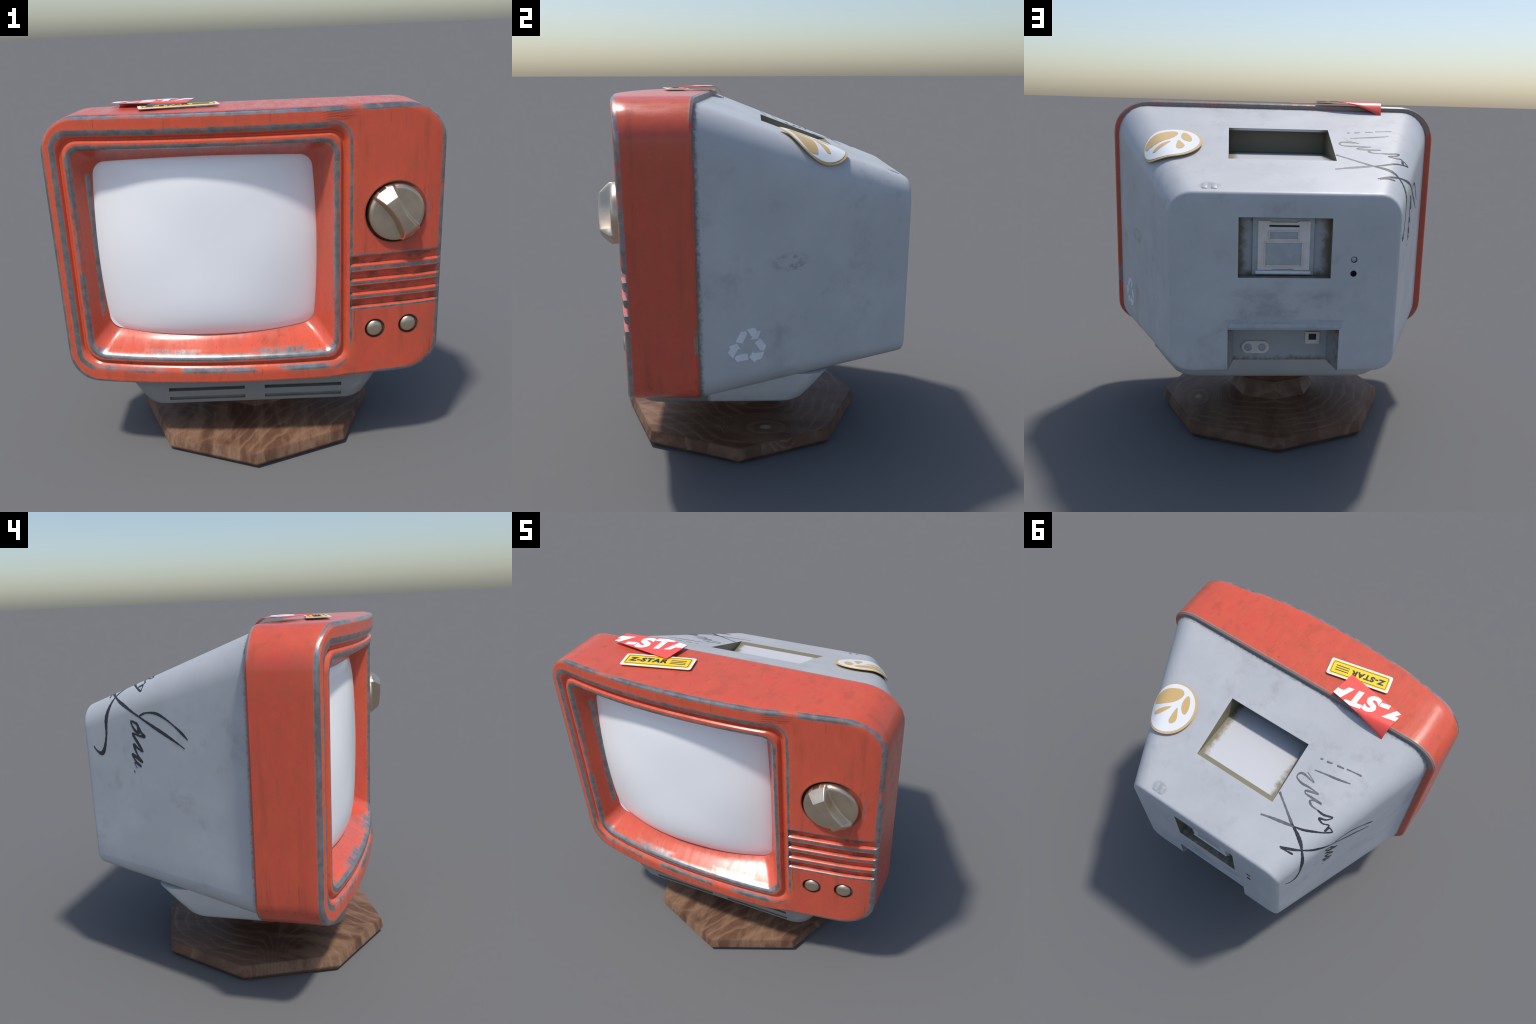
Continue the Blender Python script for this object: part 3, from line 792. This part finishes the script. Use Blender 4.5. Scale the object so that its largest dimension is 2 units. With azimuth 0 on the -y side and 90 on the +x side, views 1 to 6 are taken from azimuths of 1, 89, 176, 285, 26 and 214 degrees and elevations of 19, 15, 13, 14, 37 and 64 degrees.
def closed_curve(ctrl, per=5):
    """smooth closed outline through a few control points"""
    n, out = len(ctrl), []
    for i in range(n):
        p0, p1, p2, p3 = (Vector(ctrl[(i + k - 1) % n]) for k in range(4))
        for j in range(per):
            t = j / per
            q = 0.5 * (2 * p1 + (p2 - p0) * t + (2 * p0 - 5 * p1 + 4 * p2 - p3) * t * t + (3 * p1 - p0 - 3 * p2 + p3) * t ** 3)
            out.append((q.x, q.y))
    return out
PETALS = (
    ((0.136, 0.010), (0.147, -0.034), (0.114, -0.086), (0.067, -0.120), (0.011, -0.139), (-0.021, -0.126), (-0.022, -0.091), (0.010, -0.044), (0.061, -0.010), (0.108, 0.010)),
    ((-0.053, -0.119), (-0.078, -0.104), (-0.101, -0.055), (-0.104, -0.010), (-0.082, -0.006), (-0.055, -0.036), (-0.044, -0.076)),
    ((-0.034, -0.022), (-0.060, 0.020), (-0.071, 0.056), (-0.056, 0.084), (-0.034, 0.082), (-0.026, 0.058), (-0.027, 0.018)),
    ((0.006, -0.012), (0.022, 0.022), (0.052, 0.060), (0.084, 0.079), (0.096, 0.064), (0.071, 0.034), (0.034, 0.003)))
for ctrl in PETALS:
    badge_patch(closed_curve(ctrl), "badge_petal", badge, M_GOLD, 0.0212, 0.002)

# ---- yellow name plate on top ----------------------------------------------------
PA = math.radians(12.0)
plate = bpy.data.objects.new("name_plate", loft([[(x, y, z) for x, y in rrect(0, 0, 0.200 - i, 0.062 - i, ((0.013, 0.013),) * 4, nx=4, nz=2)]
                             for z, i in ((0.0, 0.001), (0.0035, 0.0), (0.0045, 0.001))], "name_plate"))
COL.objects.link(plate); plate.parent = tv; plate.data.materials.append(M_WHITE); shade(plate.data, 40)
plate.matrix_world = Matrix.Translation((-0.3135, -0.4655, 1.9150)) @ Matrix.Rotation(PA, 4, 'Z') @ Matrix.Rotation(0.0, 4, 'X')
def flat_piece(name, loops2, parent, mat):
    ob = bpy.data.objects.new(name, loft(loops2, name)); COL.objects.link(ob); ob.parent = parent
    ob.data.materials.append(mat); shade(ob.data, 40); return ob
def rr_flat(hx, hy, r, z):
    return [(x, y, z) for x, y in rrect(0, 0, hx, hy, ((r, r),) * 4, nx=4, nz=2)]
flat_piece("plate_field", [rr_flat(0.186, 0.050, 0.010, 0.003), rr_flat(0.186, 0.050, 0.010, 0.0053)], plate, M_YELLOW)
# thin printed frame line as a ring
def ring_mesh(hx, hy, r, w, z0, z1, name):
    o0, i0 = rrect(0, 0, hx, hy, ((r, r),) * 4, nx=4, nz=2), rrect(0, 0, hx - w, hy - w, ((r - w, r - w),) * 4, nx=4, nz=2)
    n = len(o0)
    verts = [(x, y, z0) for x, y in o0] + [(x, y, z1) for x, y in o0] + [(x, y, z1) for x, y in i0] + [(x, y, z0) for x, y in i0]
    faces = []
    for j in range(n):
        k = (j + 1) % n
        for a in range(4):
            b = (a + 1) % 4
            faces.append((a * n + j, a * n + k, b * n + k, b * n + j))
    return mesh_from(verts, faces, name)
add_object("frame_line", ring_mesh(0.179, 0.043, 0.009, 0.0032, 0.0045, 0.0061, "frame_line"), plate, (M_BLACK,), 40)
tm = text_mesh("Z-STAR", 0.056, "plate_lettering", bold=0.0026, shear=0.10, thick=0.0008, spacing=1.14)
ob = add_object("plate_lettering", tm, plate, (M_BLACK,), None); ob.location = (-0.057, 0.0, 0.0058)
ob.scale = (1.02, 0.92, 1)
for i in (-1, 0, 1):
    ob = add_object("plate_bar", box_mesh(0.070, 0.156, -0.0028, 0.0028, 0.0045, 0.0061, "plate_bar"), plate, (M_BLACK,), None)
    ob.location = (0, i * 0.0165, 0)

# ---- torn red sticker hanging over the back edge ------------------------------------
RA, RB = Vector((-0.277, -0.438, 0)), Vector((-0.673, -0.359, 0))
R_S = (RB - RA); R_T = Vector((0.029, 0.173, 0))
def red_point(s, t, lift=0.0):
    p = RA + R_S * s + R_T * t
    q = max(0.0, (s * 0.65 + t * 1.0) - 1.22)       # how far beyond the slanting fold
    return Vector((p.x, p.y - 0.02 * q * q, 1.9295 - 0.30 * q * q - 0.055 * q + lift))
def red_sheet():
    ns, nt = 28, 14
    verts, faces = [], []
    for lay in (0.0, -0.003):
        for i in range(ns + 1):
            for j in range(nt + 1):
                verts.append(red_point(i / ns, j / nt, lay))
    n = (ns + 1) * (nt + 1)
    idx = lambda i, j, l: l * n + i * (nt + 1) + j
    for i in range(ns):
        for j in range(nt):
            for l in (0, 1):
                faces.append((idx(i, j, l), idx(i + 1, j, l), idx(i + 1, j + 1, l), idx(i, j + 1, l)))
    for i in range(ns):
        for j in (0, nt):
            faces.append((idx(i, j, 0), idx(i + 1, j, 0), idx(i + 1, j, 1), idx(i, j, 1)))
    for j in range(nt):
        for i in (0, ns):
            faces.append((idx(i, j, 0), idx(i, j + 1, 0), idx(i, j + 1, 1), idx(i, j, 1)))
    return mesh_from(verts, faces, "torn_sticker")
sticker = add_object("torn_sticker", red_sheet(), tv, (M_STICK,), 60)
def sticker_text():
    me = text_mesh("Z-STAR", 0.150, "sticker_lettering", bold=0.0085, shear=0.22, thick=0.0006, spacing=1.12)
    bm = bmesh.new(); bm.from_mesh(me)
    ang = math.radians(12.0)
    mat = Matrix.Translation((-0.418, -0.314, 0)) @ Matrix.Rotation(ang, 4, 'Z') @ Matrix.Diagonal((1.10, 1.0, 1.0, 1.0))
    bmesh.ops.transform(bm, matrix=mat, verts=bm.verts)
    # clip to the sheet outline, then bend onto it
    a = Vector((R_S.x, R_S.y, 0)); b = Vector((R_T.x, R_T.y, 0))
    na = Vector((-b.y, b.x, 0)).normalized(); nb = Vector((-a.y, a.x, 0)).normalized()
    if na.dot(a) < 0: na = -na
    if nb.dot(b) < 0: nb = -nb
    for co, no in ((RA + a * 0.001, -na), (RA + a * 0.999, na), (RA, -nb), (RA + b, nb)):
        bmesh.ops.bisect_plane(bm, geom=bm.verts[:] + bm.edges[:] + bm.faces[:], plane_co=co, plane_no=no, clear_outer=True)
    det = R_S.x * R_T.y - R_S.y * R_T.x
    for v in bm.verts:
        d = v.co - RA
        s = (d.x * R_T.y - d.y * R_T.x) / det
        t = (R_S.x * d.y - R_S.y * d.x) / det
        v.co = red_point(s, t, 0.0012 + v.co.z)
    bm.to_mesh(me); bm.free()
    return me
add_object("sticker_lettering", sticker_text(), sticker, (M_WHITE,), None)

# ---- marker scrawl across the upper left edge of the shell -----------------------
signature = bpy.data.objects.new("marker_signature", None); COL.objects.link(signature); signature.parent = tv
def ink(name, ctrl, width, mat, tail=(0.5, 0.4), per=9):
    """ribbon of dried ink: a smooth spine laid on the shell, widths easing at both ends"""
    pts = []
    n = len(ctrl)
    c = [Vector(p) for p in ctrl]
    for i in range(n - 1):
        p0, p1, p2, p3 = c[max(i - 1, 0)], c[i], c[i + 1], c[min(i + 2, n - 1)]
        for j in range(per):
            t = j / per
            pts.append(0.5 * (2 * p1 + (p2 - p0) * t + (2 * p0 - 5 * p1 + 4 * p2 - p3) * t * t + (3 * p1 - p0 - 3 * p2 + p3) * t ** 3))
    pts.append(c[-1])
    m = len(pts)
    loops = []
    for i, p in enumerate(pts):
        loc, nor, _, _ = SHELL_BVH.find_nearest(p)
        tan = (pts[min(i + 1, m - 1)] - pts[max(i - 1, 0)]).normalized()
        side = nor.cross(tan).normalized()
        f = i / (m - 1)
        w = width * 0.5 * min(1.0, tail[0] + 5 * f) * min(1.0, tail[1] + 4 * (1 - f)) * (1.08 + 0.10 * math.sin(i * 1.7) + 0.30 * math.sin(i * 0.23 + len(ctrl)))
        loops.append([loc + side * w - nor * 0.003, loc + side * w + nor * 0.0008, loc + nor * 0.0014, loc - side * w + nor * 0.0008, loc - side * w - nor * 0.003])
    return add_object(name, loft(loops, name), signature, (mat,), 50)
ink("pen_stroke", [(-0.288, 0.360, 1.646), (-0.369, 0.415, 1.625), (-0.456, 0.475, 1.603)], 0.015, M_INK_PALE, (0.9, 1.0))
ink("pen_stroke", [(-0.456, 0.475, 1.603), (-0.523, 0.511, 1.589), (-0.567, 0.542, 1.571), (-0.590, 0.565, 1.545), (-0.617, 0.595, 1.494), (-0.625, 0.616, 1.428),
                   (-0.623, 0.624, 1.352), (-0.614, 0.646, 1.277), (-0.605, 0.671, 1.248), (-0.592, 0.704, 1.260), (-0.584, 0.724, 1.283)], 0.018, M_INK, (0.8, 0.35))
ink("pen_stroke", [(-0.261, 0.525, 1.583), (-0.322, 0.511, 1.589), (-0.405, 0.496, 1.595), (-0.480, 0.482, 1.600)], 0.014, M_INK_PALE, (0.7, 0.9))
ink("pen_stroke", [(-0.480, 0.482, 1.600), (-0.536, 0.470, 1.604), (-0.600, 0.442, 1.609), (-0.646, 0.414, 1.602), (-0.686, 0.377, 1.590)], 0.011, M_INK, (0.9, 0.6))
ink("pen_stroke", [(-0.686, 0.377, 1.590), (-0.660, 0.375, 1.617), (-0.647, 0.404, 1.608), (-0.649, 0.367, 1.627), (-0.613, 0.381, 1.635), (-0.580, 0.368, 1.643),
                   (-0.621, 0.353, 1.646), (-0.645, 0.322, 1.653), (-0.592, 0.338, 1.655), (-0.544, 0.334, 1.656)], 0.010, M_INK, (0.8, 0.8))
ink("pen_stroke", [(-0.544, 0.334, 1.656), (-0.500, 0.330, 1.657), (-0.477, 0.314, 1.664), (-0.494, 0.300, 1.669), (-0.546, 0.294, 1.671), (-0.473, 0.291, 1.672),
                   (-0.431, 0.290, 1.673), (-0.420, 0.277, 1.678), (-0.448, 0.267, 1.681), (-0.499, 0.255, 1.686), (-0.427, 0.250, 1.688), (-0.378, 0.252, 1.687),
                   (-0.333, 0.239, 1.692), (-0.329, 0.216, 1.701), (-0.356, 0.201, 1.707), (-0.439, 0.213, 1.702), (-0.371, 0.181, 1.714)], 0.0105, M_INK_PALE, (0.9, 0.5))
for d in ([(-0.400, 0.150, 1.726), (-0.475, 0.138, 1.731), (-0.542, 0.129, 1.734), (-0.630, 0.112, 1.740)], [(-0.563, 0.053, 1.763), (-0.612, 0.047, 1.765), (-0.663, 0.043, 1.767)],
          [(-0.502, 0.063, 1.759), (-0.548, 0.058, 1.761)], [(-0.436, 0.074, 1.755), (-0.472, 0.067, 1.758)], [(-0.393, 0.078, 1.753), (-0.410, 0.073, 1.755)]):
    ink("pen_dash", d, 0.010, M_INK_PALE, (0.6, 0.5))
ink("pen_stroke", [(-0.468, 0.620, 1.548), (-0.510, 0.607, 1.552), (-0.553, 0.588, 1.553), (-0.595, 0.561, 1.547), (-0.640, 0.520, 1.530), (-0.673, 0.472, 1.510),
                   (-0.712, 0.389, 1.467), (-0.742, 0.310, 1.427), (-0.777, 0.219, 1.383), (-0.808, 0.137, 1.340), (-0.817, 0.114, 1.326)], 0.013, M_INK, (0.9, 0.3))
ink("pen_stroke", [(-0.478, 0.622, 1.547), (-0.514, 0.619, 1.547), (-0.560, 0.612, 1.538)], 0.012, M_INK, (0.9, 0.3))
ink("pen_stroke", [(-0.712, 0.389, 1.467), (-0.725, 0.354, 1.485), (-0.741, 0.312, 1.492), (-0.760, 0.264, 1.487), (-0.780, 0.211, 1.462), (-0.799, 0.160, 1.429),
                   (-0.813, 0.124, 1.401), (-0.825, 0.092, 1.372)], 0.011, M_INK, (0.4, 0.5))
ink("pen_scribble", [(-0.707, 0.402, 1.427), (-0.692, 0.443, 1.439), (-0.698, 0.426, 1.399), (-0.709, 0.398, 1.384), (-0.707, 0.402, 1.427), (-0.715, 0.381, 1.386),
                   (-0.722, 0.362, 1.366), (-0.708, 0.400, 1.368), (-0.694, 0.438, 1.374), (-0.706, 0.405, 1.324), (-0.715, 0.382, 1.287), (-0.702, 0.416, 1.303),
                   (-0.694, 0.436, 1.316), (-0.700, 0.420, 1.269), (-0.712, 0.390, 1.231), (-0.696, 0.430, 1.254), (-0.688, 0.453, 1.265), (-0.695, 0.433, 1.230),
                   (-0.707, 0.401, 1.206), (-0.692, 0.442, 1.222), (-0.698, 0.427, 1.193)], 0.013, M_INK, (1.0, 0.3))
ink("pen_dash", [(-0.688, 0.452, 1.178), (-0.692, 0.442, 1.169)], 0.008, M_INK_PALE)


# world matrices of parts that were placed by matrix_world are final
bpy.context.view_layer.update()
